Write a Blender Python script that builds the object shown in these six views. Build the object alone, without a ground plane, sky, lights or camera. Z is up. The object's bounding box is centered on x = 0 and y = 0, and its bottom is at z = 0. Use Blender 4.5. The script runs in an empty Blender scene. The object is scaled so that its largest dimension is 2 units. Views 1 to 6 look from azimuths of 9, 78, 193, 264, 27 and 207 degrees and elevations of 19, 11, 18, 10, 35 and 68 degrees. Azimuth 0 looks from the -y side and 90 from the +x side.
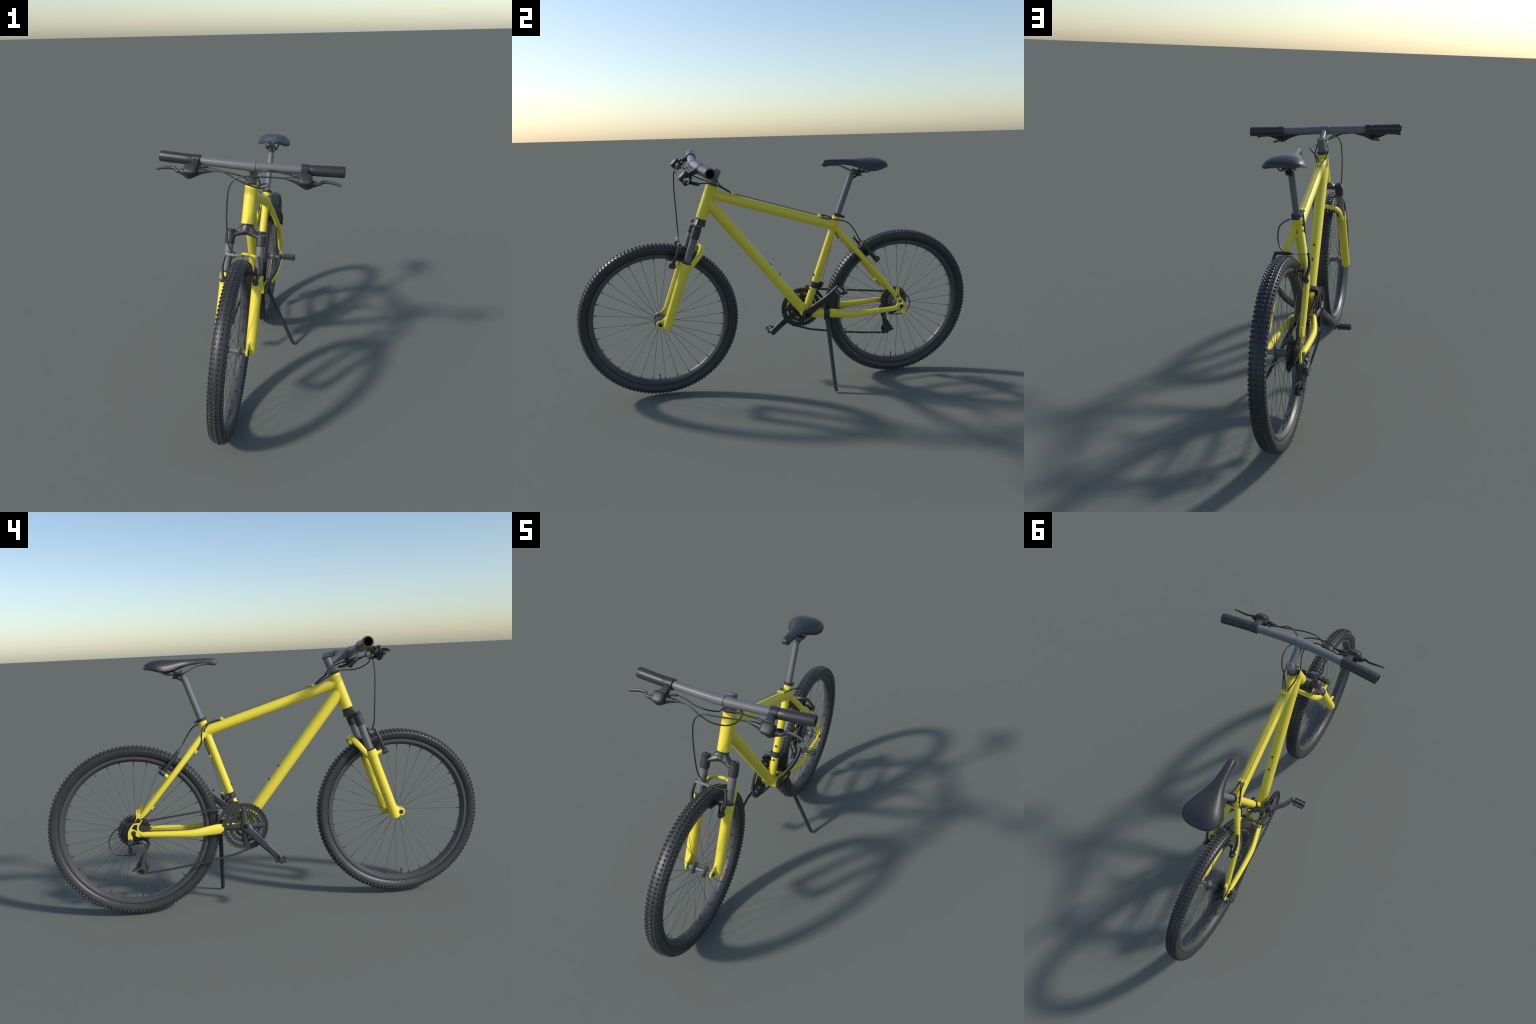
import bpy, bmesh, math, random
import numpy as np
from mathutils import Matrix, Vector

random.seed(7)
rng = np.random.default_rng(7)

# ----------------------------------------------------------------------------
# Frame of reference: x = rider's left, y = rearwards, z = up from the axle line,
# all measured in the bicycle's own upright frame.  The whole machine then leans
# on its kickstand.
# ----------------------------------------------------------------------------
LEAN, PITCH = 0.0845, 0.0038
AXLE_MID = Vector((-0.0658, 0.0, 0.3891))
FRONT_Y, REAR_Y = -0.6133, 0.6133
BASE_Z = -0.3865
BB = (0.1175, -0.014)                       # bottom bracket (y, z)
SD = np.array([0.0, 0.3316, 0.9434])        # steering axis, upwards
SF = np.array([0.0, -0.9434, 0.3316])       # square to it, forwards
HEAD_LOW = np.array([0.0, -0.3944, 0.4945])
HEAD_TOP = np.array([0.0, -0.3390, 0.6515])

# ---------------------------------------------------------------- materials --
def principled(name, base, rough, noise=0.0, nscale=40.0, rough_var=0.0, bump=0.0,
               bump_scale=300.0, metallic=0.0, coat=0.0, spec=0.5):
    m = bpy.data.materials.new(name)
    m.use_nodes = True
    nt = m.node_tree
    b = nt.nodes["Principled BSDF"]
    b.inputs["Base Color"].default_value = (*base, 1)
    b.inputs["Roughness"].default_value = rough
    b.inputs["Metallic"].default_value = metallic
    b.inputs["Coat Weight"].default_value = coat
    b.inputs["Specular IOR Level"].default_value = spec
    tc = nt.nodes.new("ShaderNodeTexCoord")
    if noise > 0:
        n = nt.nodes.new("ShaderNodeTexNoise")
        n.inputs["Scale"].default_value = nscale
        n.inputs["Detail"].default_value = 4
        nt.links.new(tc.outputs["Object"], n.inputs["Vector"])
        r = nt.nodes.new("ShaderNodeValToRGB")
        r.color_ramp.elements[0].position, r.color_ramp.elements[1].position = 0.3, 0.7
        r.color_ramp.elements[0].color = (*[c * (1 - noise) for c in base], 1)
        r.color_ramp.elements[1].color = (*[min(1, c * (1 + noise)) for c in base], 1)
        nt.links.new(n.outputs["Fac"], r.inputs["Fac"])
        nt.links.new(r.outputs["Color"], b.inputs["Base Color"])
        if rough_var > 0:
            mr = nt.nodes.new("ShaderNodeMapRange")
            mr.inputs["To Min"].default_value = rough - rough_var
            mr.inputs["To Max"].default_value = rough + rough_var
            nt.links.new(n.outputs["Fac"], mr.inputs["Value"])
            nt.links.new(mr.outputs["Result"], b.inputs["Roughness"])
    if bump > 0:
        n2 = nt.nodes.new("ShaderNodeTexNoise")
        n2.inputs["Scale"].default_value = bump_scale
        nt.links.new(tc.outputs["Object"], n2.inputs["Vector"])
        bp = nt.nodes.new("ShaderNodeBump")
        bp.inputs["Strength"].default_value = bump
        bp.inputs["Distance"].default_value = 0.001
        nt.links.new(n2.outputs["Fac"], bp.inputs["Height"])
        nt.links.new(bp.outputs["Normal"], b.inputs["Normal"])
    return m

YELLOW = principled("yellow_paint", (0.80, 0.66, 0.045), 0.45, noise=0.015, nscale=12)
GREY = principled("grey_anodised_metal", (0.142, 0.143, 0.150), 0.46, noise=0.04, nscale=30, rough_var=0.03)
SILVER = principled("pale_metal", (0.165, 0.165, 0.172), 0.4, noise=0.04, nscale=30)
DARK = principled("dark_painted_metal", (0.036, 0.036, 0.039), 0.38, noise=0.06, nscale=30)
BLACK = principled("black_plastic", (0.028, 0.028, 0.031), 0.47, noise=0.06, nscale=40)
RIM_M = principled("rim_grey_metal", (0.062, 0.062, 0.066), 0.42, noise=0.05, nscale=25)
RUBBER = principled("tyre_rubber", (0.033, 0.033, 0.034), 0.43, noise=0.08, nscale=30, bump=0.1)
KNOB_M = principled("tread_rubber", (0.035, 0.035, 0.036), 0.40, noise=0.1, nscale=60)
GRIP_M = principled("grip_rubber", (0.030, 0.030, 0.033), 0.42, noise=0.06, nscale=60, bump=0.08)
SADDLE_M = principled("saddle_vinyl", (0.030, 0.030, 0.034), 0.42, noise=0.06, nscale=60, bump=0.05)
GEAR_GREY = principled("derailleur_grey", (0.058, 0.058, 0.062), 0.40, noise=0.05, nscale=30)
CHAIN_M = principled("chain_steel", (0.035, 0.035, 0.036), 0.45, noise=0.12, nscale=120)
SPOKE_M = principled("spoke_steel", (0.075, 0.075, 0.078), 0.45, noise=0.04)
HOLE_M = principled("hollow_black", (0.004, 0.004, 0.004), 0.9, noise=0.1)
CABLE_M = principled("cable_housing", (0.032, 0.032, 0.035), 0.4, noise=0.06)
WIRE_M = principled("bare_wire", (0.12, 0.12, 0.125), 0.4, noise=0.05)

# --------------------------------------------------------- mesh construction --
class M:
    """growing vertex / face lists"""
    def __init__(self):
        self.v, self.f = [], []
    def add(self, verts, faces):
        o = len(self.v)
        self.v.extend([tuple(map(float, p)) for p in verts])
        self.f.extend([tuple(i + o for i in f) for f in faces])
        return self

def spline(pts, n=8, closed=False):
    """Catmull-Rom through the points (any dimension)"""
    p = np.array(pts, float)
    k = len(p)
    out = []
    for i in range(k if closed else k - 1):
        if closed:
            a, b, c, d = p[(i - 1) % k], p[i], p[(i + 1) % k], p[(i + 2) % k]
        else:
            a = p[i - 1] if i > 0 else 2 * p[0] - p[1]
            b, c = p[i], p[i + 1]
            d = p[i + 2] if i + 2 < k else 2 * p[-1] - p[-2]
        for t in np.arange(n) / n:
            out.append(0.5 * (2 * b + (c - a) * t + (2 * a - 5 * b + 4 * c - d) * t * t
                              + (3 * b - a - 3 * c + d) * t ** 3))
    if not closed:
        out.append(p[-1])
    return np.array(out)

def unit(a):
    a = np.asarray(a, float)
    return a / np.linalg.norm(a)

def sweep(m, path, r, n=20, side=(1, 0, 0), caps=True, power=2.0):
    """tube along path; r = radius, list of radii, or list of (r_side, r_other)"""
    P = np.array(path, float)
    k = len(P)
    R = np.array(r, float)
    if R.ndim == 0:
        R = np.full((k, 2), float(R))
    elif R.ndim == 1 and len(R) == k:
        R = np.stack([R, R], 1)
    elif R.ndim == 1:
        R = np.tile(R, (k, 1))
    T = np.gradient(P, axis=0)
    T /= np.linalg.norm(T, axis=1)[:, None]
    u = np.array(side, float)
    a = np.arange(n) * 2 * np.pi / n
    ca, sa = np.cos(a), np.sin(a)
    if power != 2.0:
        ca = np.sign(ca) * np.abs(ca) ** (2 / power)
        sa = np.sign(sa) * np.abs(sa) ** (2 / power)
    vs, fs = [], []
    for i in range(k):
        u = u - T[i] * (u @ T[i])
        if np.linalg.norm(u) < 1e-6:
            u = np.cross(T[i], (0.3, 0.5, 0.8))
        u = unit(u)
        w = np.cross(T[i], u)
        vs.extend(P[i] + np.outer(ca * R[i, 0], u) + np.outer(sa * R[i, 1], w))
    for i in range(k - 1):
        for j in range(n):
            q = (j + 1) % n
            fs.append((i * n + j, i * n + q, (i + 1) * n + q, (i + 1) * n + j))
    if caps:
        fs.append(tuple(range(n - 1, -1, -1)))
        fs.append(tuple((k - 1) * n + j for j in range(n)))
    return m.add(vs, fs)

def rod(m, a, b, r, n=20, r2=None, bev=0.0):
    """cylinder or cone with small chamfers at both ends"""
    a, b = np.array(a, float), np.array(b, float)
    r2 = r if r2 is None else r2
    d = unit(b - a)
    if bev <= 0:
        return sweep(m, [a, b], [r, r2], n)
    return sweep(m, [a, a + d * bev * 0.3, a + d * bev, b - d * bev, b - d * bev * 0.3, b],
                 [r - bev, r - bev * 0.3, r, r2, r2 - bev * 0.3, r2 - bev], n)

def lathe(m, prof, origin, axis, n=48, closed=False):
    """prof = [(radius, distance along axis)]"""
    d = unit(axis)
    u = unit(np.cross(d, (0.31, 0.77, 0.55)))
    w = np.cross(d, u)
    o = np.array(origin, float)
    a = np.arange(n) * 2 * np.pi / n
    vs, fs = [], []
    for r, t in prof:
        vs.extend(o + d * t + np.outer(np.cos(a) * r, u) + np.outer(np.sin(a) * r, w))
    k = len(prof)
    for i in range(k if closed else k - 1):
        i2 = (i + 1) % k
        for j in range(n):
            q = (j + 1) % n
            fs.append((i * n + j, i * n + q, i2 * n + q, i2 * n + j))
    if not closed:
        fs.append(tuple(range(n - 1, -1, -1)))
        fs.append(tuple((k - 1) * n + j for j in range(n)))
    return m.add(vs, fs)

def box(m, c, size, ax=None, bev=0.0015, seg=2):
    """rounded box; ax = three orthogonal unit rows"""
    bm = bmesh.new()
    bmesh.ops.create_cube(bm, size=1.0)
    for v in bm.verts:
        v.co = Vector((v.co.x * size[0], v.co.y * size[1], v.co.z * size[2]))
    if bev > 0:
        bmesh.ops.bevel(bm, geom=bm.edges[:], offset=bev, segments=seg, affect='EDGES', profile=0.5)
    A = np.eye(3) if ax is None else np.array([unit(q) for q in ax])
    bm.verts.index_update()
    vs = [np.array(c) + np.array(v.co) @ A for v in bm.verts]
    fs = [tuple(v.index for v in f.verts) for f in bm.faces]
    bm.free()
    return m.add(vs, fs)

def axes_from(z, x_hint=(1, 0, 0)):
    z = unit(z)
    x = np.array(x_hint, float)
    x = unit(x - z * (x @ z))
    return [x, np.cross(z, x), z]

def plate(m, outline, holes=(), thick=0.004, origin=(0, 0, 0), ux=(0, 1, 0), uy=(0, 0, 1), bev=0.0006):
    """flat plate cut to an outline with holes, thickness both sides of the plane"""
    cu = bpy.data.curves.new("tmp", 'CURVE')
    cu.dimensions = '2D'
    cu.fill_mode = 'BOTH'
    cu.extrude = max(thick / 2 - bev, 1e-5)
    cu.bevel_depth = bev
    cu.bevel_resolution = 1
    cu.offset = -bev
    for loop in [outline, *holes]:
        s = cu.splines.new('POLY')
        s.points.add(len(loop) - 1)
        for p, q in zip(s.points, loop):
            p.co = (q[0], q[1], 0, 1)
        s.use_cyclic_u = True
    ob = bpy.data.objects.new("tmp", cu)
    bpy.context.collection.objects.link(ob)
    me = bpy.data.meshes.new_from_object(ob.evaluated_get(bpy.context.evaluated_depsgraph_get()))
    X, Y = unit(ux), unit(uy)
    N = np.cross(X, Y)
    vs = [np.array(origin) + X * v.co.x + Y * v.co.y + N * v.co.z for v in me.vertices]
    fs = [tuple(p.vertices) for p in me.polygons]
    bpy.data.objects.remove(ob)
    bpy.data.curves.remove(cu)
    bpy.data.meshes.remove(me)
    return m.add(vs, fs)

def circle(cy, cz, r, n=32, a0=0.0):
    return [(cy + r * math.cos(a0 + 2 * math.pi * i / n), cz + r * math.sin(a0 + 2 * math.pi * i / n)) for i in range(n)]

def gear_outline(cy, cz, teeth, root, tip, a0=0.0):
    out = []
    for i in range(teeth):
        for f, r in ((0.0, root), (0.14, root), (0.40, tip), (0.60, tip), (0.86, root)):
            a = a0 + 2 * math.pi * (i + f) / teeth
            out.append((cy + r * math.cos(a), cz + r * math.sin(a)))
    return out

def ball(m, c, r, n=14, squash=(1, 1, 1)):
    vs, fs = [], []
    rings = n // 2
    for i in range(1, rings):
        t = math.pi * i / rings
        for j in range(n):
            a = 2 * math.pi * j / n
            vs.append((c[0] + r * squash[0] * math.sin(t) * math.cos(a), c[1] + r * squash[1] * math.sin(t) * math.sin(a),
                       c[2] + r * squash[2] * math.cos(t)))
    for i in range(rings - 2):
        for j in range(n):
            q = (j + 1) % n
            fs.append((i * n + j, (i + 1) * n + j, (i + 1) * n + q, i * n + q))
    top, bot = len(vs), len(vs) + 1
    vs += [(c[0], c[1], c[2] + r * squash[2]), (c[0], c[1], c[2] - r * squash[2])]
    for j in range(n):
        q = (j + 1) % n
        fs.append((top, j, q))
        fs.append((bot, (rings - 2) * n + q, (rings - 2) * n + j))
    return m.add(vs, fs)

def pebble(m, c, half, ax, e1=0.62, e2=0.62, n=28):
    """super-ellipsoid: a soft-cornered block"""
    f = lambda v, e: math.copysign(abs(v) ** e, v)
    A = np.array([unit(q) for q in ax])
    k = n // 2
    vs, fs = [], []
    for i in range(1, k):
        t = -math.pi / 2 + math.pi * i / k
        for j in range(n):
            a = 2 * math.pi * j / n
            p = np.array((half[0] * f(math.cos(t), e1) * f(math.cos(a), e2), half[1] * f(math.cos(t), e1) * f(math.sin(a), e2), half[2] * f(math.sin(t), e1)))
            vs.append(np.array(c) + p @ A)
    for i in range(k - 2):
        for j in range(n):
            q = (j + 1) % n
            fs.append((i * n + j, i * n + q, (i + 1) * n + q, (i + 1) * n + j))
    fs += [tuple(range(n - 1, -1, -1)), tuple((k - 2) * n + j for j in range(n))]
    return m.add(vs, fs)

def mirror(p):
    p = np.array(p, float).copy()
    p[..., 0] *= -1
    return p

# ------------------------------------------------------------- scene objects --
def empty(name, parent, loc=(0, 0, 0)):
    o = bpy.data.objects.new(name, None)
    o.empty_display_size = 0.05
    bpy.context.collection.objects.link(o)
    o.parent = parent
    o.location = loc
    return o

def make_mesh(name, m, mats, angle=35, blend=0.0, blend_iter=6):
    me = bpy.data.meshes.new(name)
    me.from_pydata(m.v, [], m.f)
    me.validate()
    bm = bmesh.new()
    bm.from_mesh(me)
    bmesh.ops.recalc_face_normals(bm, faces=bm.faces[:])
    bm.to_mesh(me)
    bm.free()
    if blend > 0:                       # weld overlapping solids into one soft surface
        ob = bpy.data.objects.new("tmp", me)
        bpy.context.collection.objects.link(ob)
        r = ob.modifiers.new("r", 'REMESH')
        r.mode, r.voxel_size = 'VOXEL', blend
        s = ob.modifiers.new("s", 'SMOOTH')
        s.factor, s.iterations = 0.5, blend_iter
        me2 = bpy.data.meshes.new_from_object(ob.evaluated_get(bpy.context.evaluated_depsgraph_get()))
        bpy.data.objects.remove(ob)
        bpy.data.meshes.remove(me)
        me = me2
        me.name = name
    for mt in (mats if isinstance(mats, (list, tuple)) else [mats]):
        me.materials.append(mt)
    me.shade_smooth()
    me.set_sharp_from_angle(angle=math.radians(angle))
    return me

def place(name, me, parent, loc=(0, 0, 0), mat=None):
    o = bpy.data.objects.new(name, me)
    bpy.context.collection.objects.link(o)
    o.parent = parent
    if mat is not None:
        o.matrix_local = mat
    else:
        o.location = loc
    return o

def part(name, m, mats, parent, **kw):
    return place(name, make_mesh(name, m, mats, **kw), parent)

# root: an empty on the ground under the bicycle
l_ax = np.array([math.cos(LEAN), 0, -math.sin(LEAN)])
u_ax = np.array([math.sin(LEAN), 0, math.cos(LEAN)])
f_ax = np.array([0, -1.0, 0])
f_ax, u_ax = math.cos(PITCH) * f_ax + math.sin(PITCH) * u_ax, math.cos(PITCH) * u_ax - math.sin(PITCH) * f_ax
rot = Matrix((tuple(l_ax), tuple(-f_ax), tuple(u_ax))).transposed()
root = bpy.data.objects.new("bicycle", None)
bpy.context.collection.objects.link(root)
root.matrix_world = Matrix.Translation(AXLE_MID) @ rot.to_4x4() @ Matrix.Translation((0, 0, BASE_Z))
root["label"] = "yellow mountain bike with black tyres leaning on its kickstand"
root["category"] = "bicycle"
UP = (0, 0, -BASE_Z)                       # part groups sit at the axle-line origin

# ================================================================== WHEELS ====
TYRE = [(0.0185, 0.3330), (0.0196, 0.3362), (0.0226, 0.3392), (0.0262, 0.3445), (0.0290, 0.3515), (0.0305, 0.3590), (0.0305, 0.3652),
        (0.0281, 0.3714), (0.0220, 0.3767), (0.0126, 0.3803), (0.0, 0.3817)]

def ring_profile(m, prof, n):
    """revolve closed (x, r) loop around the x axis"""
    a = np.arange(n) * 2 * np.pi / n
    vs, fs = [], []
    for x, r in prof:
        vs.extend(np.stack([np.full(n, x), r * np.cos(a), r * np.sin(a)], 1))
    k = len(prof)
    for i in range(k):
        i2 = (i + 1) % k
        for j in range(n):
            q = (j + 1) % n
            fs.append((i * n + j, i * n + q, i2 * n + q, i2 * n + j))
    return m.add(vs, fs)

half = spline(TYRE, 4)
tyre_loop = [tuple(p) for p in half] + [(-p[0], p[1]) for p in half[-2::-1]] + [(-0.012, 0.330), (0.012, 0.330)]
tyre_me = make_mesh("tyre", ring_profile(M(), tyre_loop, 180), RUBBER, angle=60)

rim_half = [(0.0, 0.3116), (0.0085, 0.3120), (0.0112, 0.3132), (0.0196, 0.3218), (0.0214, 0.3230), (0.0221, 0.3240),
            (0.0226, 0.3343), (0.0219, 0.3354), (0.0205, 0.3354), (0.0190, 0.3335)]
rim_loop = rim_half + [(-x, r) for x, r in rim_half[:0:-1]]
rim_me = make_mesh("rim", ring_profile(M(), rim_loop, 180), RIM_M, angle=28)

def profile_at(x):
    """tread surface radius and outward slope at lateral position x"""
    px, pr = half[::-1, 0], half[::-1, 1]
    sel = slice(0, int(np.argmax(px)) + 1)
    r = np.interp(abs(x), px[sel], pr[sel])
    dr = (np.interp(abs(x) + 1e-4, px[sel], pr[sel]) - np.interp(max(abs(x) - 1e-4, 0), px[sel], pr[sel])) / 2e-4
    nrm = unit((-dr * np.sign(x) if x else 0.0, 1.0))
    return r, nrm

def tread_mesh():
    m = M()
    N = 128
    rows = [(0.0, 0.0108, 0.0094, 0.0050, 0.0), (0.0172, 0.0058, 0.0072, 0.0046, 0.0), (-0.0172, 0.0058, 0.0072, 0.0046, 0.0),
            (0.0274, 0.0080, 0.0092, 0.0046, 0.0), (-0.0274, 0.0080, 0.0092, 0.0046, 0.0)]
    for x, w, l, h, ph in rows:
        r, nrm = profile_at(x)
        tan = np.array([nrm[1], -nrm[0]])
        for i in range(N):
            a = 2 * math.pi * (i + ph) / N
            rad = np.array([0, math.cos(a), math.sin(a)])
            tg = np.array([0, -math.sin(a), math.cos(a)])
            ex = np.array([1.0, 0, 0])
            n3 = ex * nrm[0] + rad * nrm[1]
            t3 = ex * tan[0] + rad * tan[1]
            c = ex * x + rad * r
            vs = []
            for hh, s in ((-0.002, 1.0), (h * 0.70, 0.90), (h, 0.58)):
                for su, sv in ((-1, -1), (1, -1), (1, 1), (-1, 1)):
                    vs.append(c + n3 * hh + t3 * su * w / 2 * s + tg * sv * l / 2 * s)
            fs = [(8, 9, 10, 11)]
            for k in (0, 4):
                for j in range(4):
                    q = (j + 1) % 4
                    fs.append((k + j, k + q, k + 4 + q, k + 4 + j))
            m.add(vs, fs)
    return m

tread_me = make_mesh("tyre_tread", tread_mesh(), KNOB_M, angle=25)

def spoke_data(length):
    m = M()
    rod(m, (0, 0, 0), (0, 0, length), 0.00100, 8)
    return make_mesh("spoke", m, SPOKE_M)

nm = M()
rod(nm, (0, 0, -0.004), (0, 0, 0.014), 0.0026, 10, r2=0.0021, bev=0.0005)
nipple_me = make_mesh("spoke_nipple", nm, DARK)
vm = M()
lathe(vm, [(0.0035, -0.004), (0.0035, 0.006), (0.0022, 0.007), (0.0022, 0.016), (0.0036, 0.017), (0.0036, 0.024), (0.0014, 0.026), (0.0014, 0.031)],
      (0, 0, 0), (0, 0, 1), 12)
valve_me = make_mesh("valve", vm, BLACK)

def build_wheel(hub_y, flanges, valve_offset):
    w = empty("wheel", root, (0, hub_y, -BASE_Z))
    place("tyre", tyre_me, w)
    t = place("tyre_tread", tread_me, w)
    t["kind"] = "stuff"
    place("rim", rim_me, w)
    rim_r, n = 0.3122, 32
    data = {}
    for i in range(n):
        side = i % 2
        fx, fr = flanges[side]
        k = i // 2
        th = math.radians(2.6) + i * 2 * math.pi / n           # radial lacing, left and right in turn
        inward = 0.0018 if k % 2 else -0.0018
        a = np.array([fx + inward, fr * math.cos(th), fr * math.sin(th)])
        b = np.array([0.004 * np.sign(fx), rim_r * math.cos(th), rim_r * math.sin(th)])
        L = np.linalg.norm(b - a)
        key = (side, k % 2)
        if key not in data:
            data[key] = spoke_data(L)
        A = axes_from(b - a)
        R = Matrix((A[0], A[1], A[2])).transposed().to_4x4()
        place("spoke", data[key], w, mat=Matrix.Translation(Vector(a)) @ R)
        B = axes_from(a - b)
        R = Matrix((B[0], B[1], B[2])).transposed().to_4x4()
        place("spoke_nipple", nipple_me, w, mat=Matrix.Translation(Vector(b)) @ R)
    th = math.radians(-90) + valve_offset
    b = np.array([0, rim_r * math.cos(th), rim_r * math.sin(th)])
    B = axes_from(-b)
    place("valve", valve_me, w, mat=Matrix.Translation(Vector(b)) @ Matrix((B[0], B[1], B[2])).transposed().to_4x4())
    return w

front = build_wheel(FRONT_Y, [(0.027, 0.0225), (-0.027, 0.0225)], -0.038)
rear = build_wheel(REAR_Y, [(0.029, 0.0225), (-0.022, 0.030)], -0.042)

def flange(m, x, r, t=0.0045):
    lathe(m, [(0.010, -t * 1.6), (r - 0.004, -t), (r, -t * 0.7), (r, -t * 0.25), (r - 0.0015, 0), (r, t * 0.25), (r, t * 0.7), (r - 0.004, t), (0.010, t * 1.6)],
          (x, 0, 0), (1, 0, 0), 40)

h = M()
rod(h, (-0.027, 0, 0), (0.027, 0, 0), 0.0125, 32)
for s in (-1, 1):
    lathe(h, [(0.0165, 0.027), (0.0150, 0.034), (0.0115, 0.040), (0.0095, 0.044), (0.0095, 0.058)], (0, 0, 0), (s, 0, 0), 32)
    flange(h, s * 0.027, 0.0265)
part("hub", h, GREY, front)
h = M()
lathe(h, [(0.0115, -0.030), (0.0200, -0.022), (0.0165, -0.014), (0.0160, 0.014), (0.0190, 0.026)], (0, 0, 0), (1, 0, 0), 32)
flange(h, 0.029, 0.0270)
flange(h, -0.022, 0.0345)
lathe(h, [(0.0190, 0.031), (0.0170, 0.037), (0.0125, 0.042), (0.0105, 0.050), (0.0105, 0.070)], (0, 0, 0), (1, 0, 0), 32)
rod(h, (-0.024, 0, 0), (-0.060, 0, 0), 0.0185, 32)
rod(h, (-0.058, 0, 0), (-0.070, 0, 0), 0.0120, 24)
part("hub", h, GREY, rear)
for wh, x0, x1 in ((front, 0.058, 0.0680), (rear, 0.070, 0.0815)):
    a = M()
    for s in (-1, 1):
        lathe(a, [(0.0098, x0), (0.0098, x1), (0.0088, x1 + 0.0014), (0.0060, x1 + 0.0022), (0.0036, x1 + 0.0022), (0.0030, x1 + 0.0010), (0.001, x1 + 0.0010)], (0, 0, 0), (s, 0, 0), 24)
    part("axle_bolt", a, BLACK, wh)

# cassette
cas = empty("cassette", rear)
teeth = [30, 26, 23, 20, 18, 16, 14]
for i, t in enumerate(teeth):
    tip = 0.0765 * t / 30 + 0.0006
    rt = tip - 0.0068
    m = M()
    holes = [circle(0, 0, 0.0185, 28)]
    if t >= 20:
        for k in range(8):
            a = 2 * math.pi * (k + 0.5 * (i % 2)) / 8
            holes.append(circle(math.cos(a) * (rt - 0.009), math.sin(a) * (rt - 0.009), 0.0042, 10))
    plate(m, gear_outline(0, 0, t, rt, tip, a0=0.05 * i), holes, 0.0030, (-0.0285 - 0.0045 * i, 0, 0), (0, 1, 0), (0, 0, 1), bev=0.0004)
    part("sprocket", m, CHAIN_M, cas)
m = M()
lathe(m, [(0.0150, 0.0585), (0.0195, 0.0590), (0.0195, 0.0620), (0.0150, 0.0625)], (0, 0, 0), (-1, 0, 0), 30)
part("lock_ring", m, DARK, cas)

# =================================================================== FRAME ====
fr = empty("frame", root, UP)
m = M()
a, b = HEAD_LOW, HEAD_TOP
sweep(m, [a, a + SD * 0.001, a + SD * 0.06, b - SD * 0.05, b - SD * 0.001, b], [0.0270, 0.0277, 0.0276, 0.0280, 0.0284, 0.0276], 48)
part("head_tube", m, YELLOW, fr)
TT0, TT1 = np.array((0, -0.345, 0.609)), np.array((0, 0.262, 0.428))
m = M()
sweep(m, [TT0, TT0 * 0.5 + TT1 * 0.5, TT1], [0.0230, 0.0236, 0.0244], 40)
part("top_tube", m, YELLOW, fr)
DT0, DT1 = np.array((0, -0.362, 0.572)), np.array((0, 0.112, -0.0075))
m = M()
sweep(m, [DT0 + (DT1 - DT0) * t for t in (0, 0.45, 0.8, 1)], [0.0272, 0.0266, 0.0256, 0.0250], 40)
part("down_tube", m, YELLOW, fr)
ST0, ST1 = np.array((0, BB[0] + 0.0058, BB[1])), np.array((0, 0.2800, 0.4765))
sdir = unit(ST1 - ST0)
m = M()
sweep(m, [ST0 + (ST1 - ST0) * t for t in (0, 0.45, 0.83, 0.88, 1.0)], [0.0190, 0.0188, 0.0186, 0.0206, 0.0208], 36)
part("seat_tube", m, YELLOW, fr)
m = M()
lathe(m, [(0.0235, -0.040), (0.0245, -0.039), (0.0245, 0.039), (0.0235, 0.040)], (0, *BB), (1, 0, 0), 40)
part("bottom_bracket_shell", m, YELLOW, fr)

def weld_bead(m, c1, d1, r1, end, d2, r2, thick=0.0022, sgn=1):
    """bead along the meeting line of tube 2 (through `end`, direction d2) with the wall of tube 1"""
    d1, d2 = unit(d1), unit(d2)
    u = np.array((1.0, 0, 0))
    w = np.cross(d2, u)
    pts = []
    for i in range(40):
        t = 2 * math.pi * i / 40
        p = end + u * math.cos(t) * r2 + w * math.sin(t) * r2
        q = p - c1
        # solve distance from axis 1 along d2
        A = d2 - d1 * (d2 @ d1)
        B = q - d1 * (q @ d1)
        qa, qb, qc = A @ A, 2 * A @ B, B @ B - r1 * r1
        disc = max(qb * qb - 4 * qa * qc, 0)
        s = (-qb + math.sqrt(disc)) / (2 * qa)
        pts.append(p + d2 * s)
    pts = np.array(pts)
    closed = np.vstack([pts, pts[:2]])
    r = [thick * (1 + 0.10 * math.sin(i * 2.6)) for i in range(len(closed))]
    sweep(m, closed, r, 8, caps=False)

m = M()
weld_bead(m, HEAD_LOW, SD, 0.0277, TT0, TT1 - TT0, 0.0238)
weld_bead(m, HEAD_LOW, SD, 0.0277, DT0, DT1 - DT0, 0.0271)
weld_bead(m, ST0, sdir, 0.0195, TT1, TT0 - TT1, 0.0250)
weld_bead(m, np.array((0, *BB)), (1, 0, 0), 0.0245, DT1, DT0 - DT1, 0.0253)
weld_bead(m, np.array((0, *BB)), (1, 0, 0), 0.0245, ST0, ST1 - ST0, 0.0190)
part("weld_bead", m, YELLOW, fr)

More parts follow.
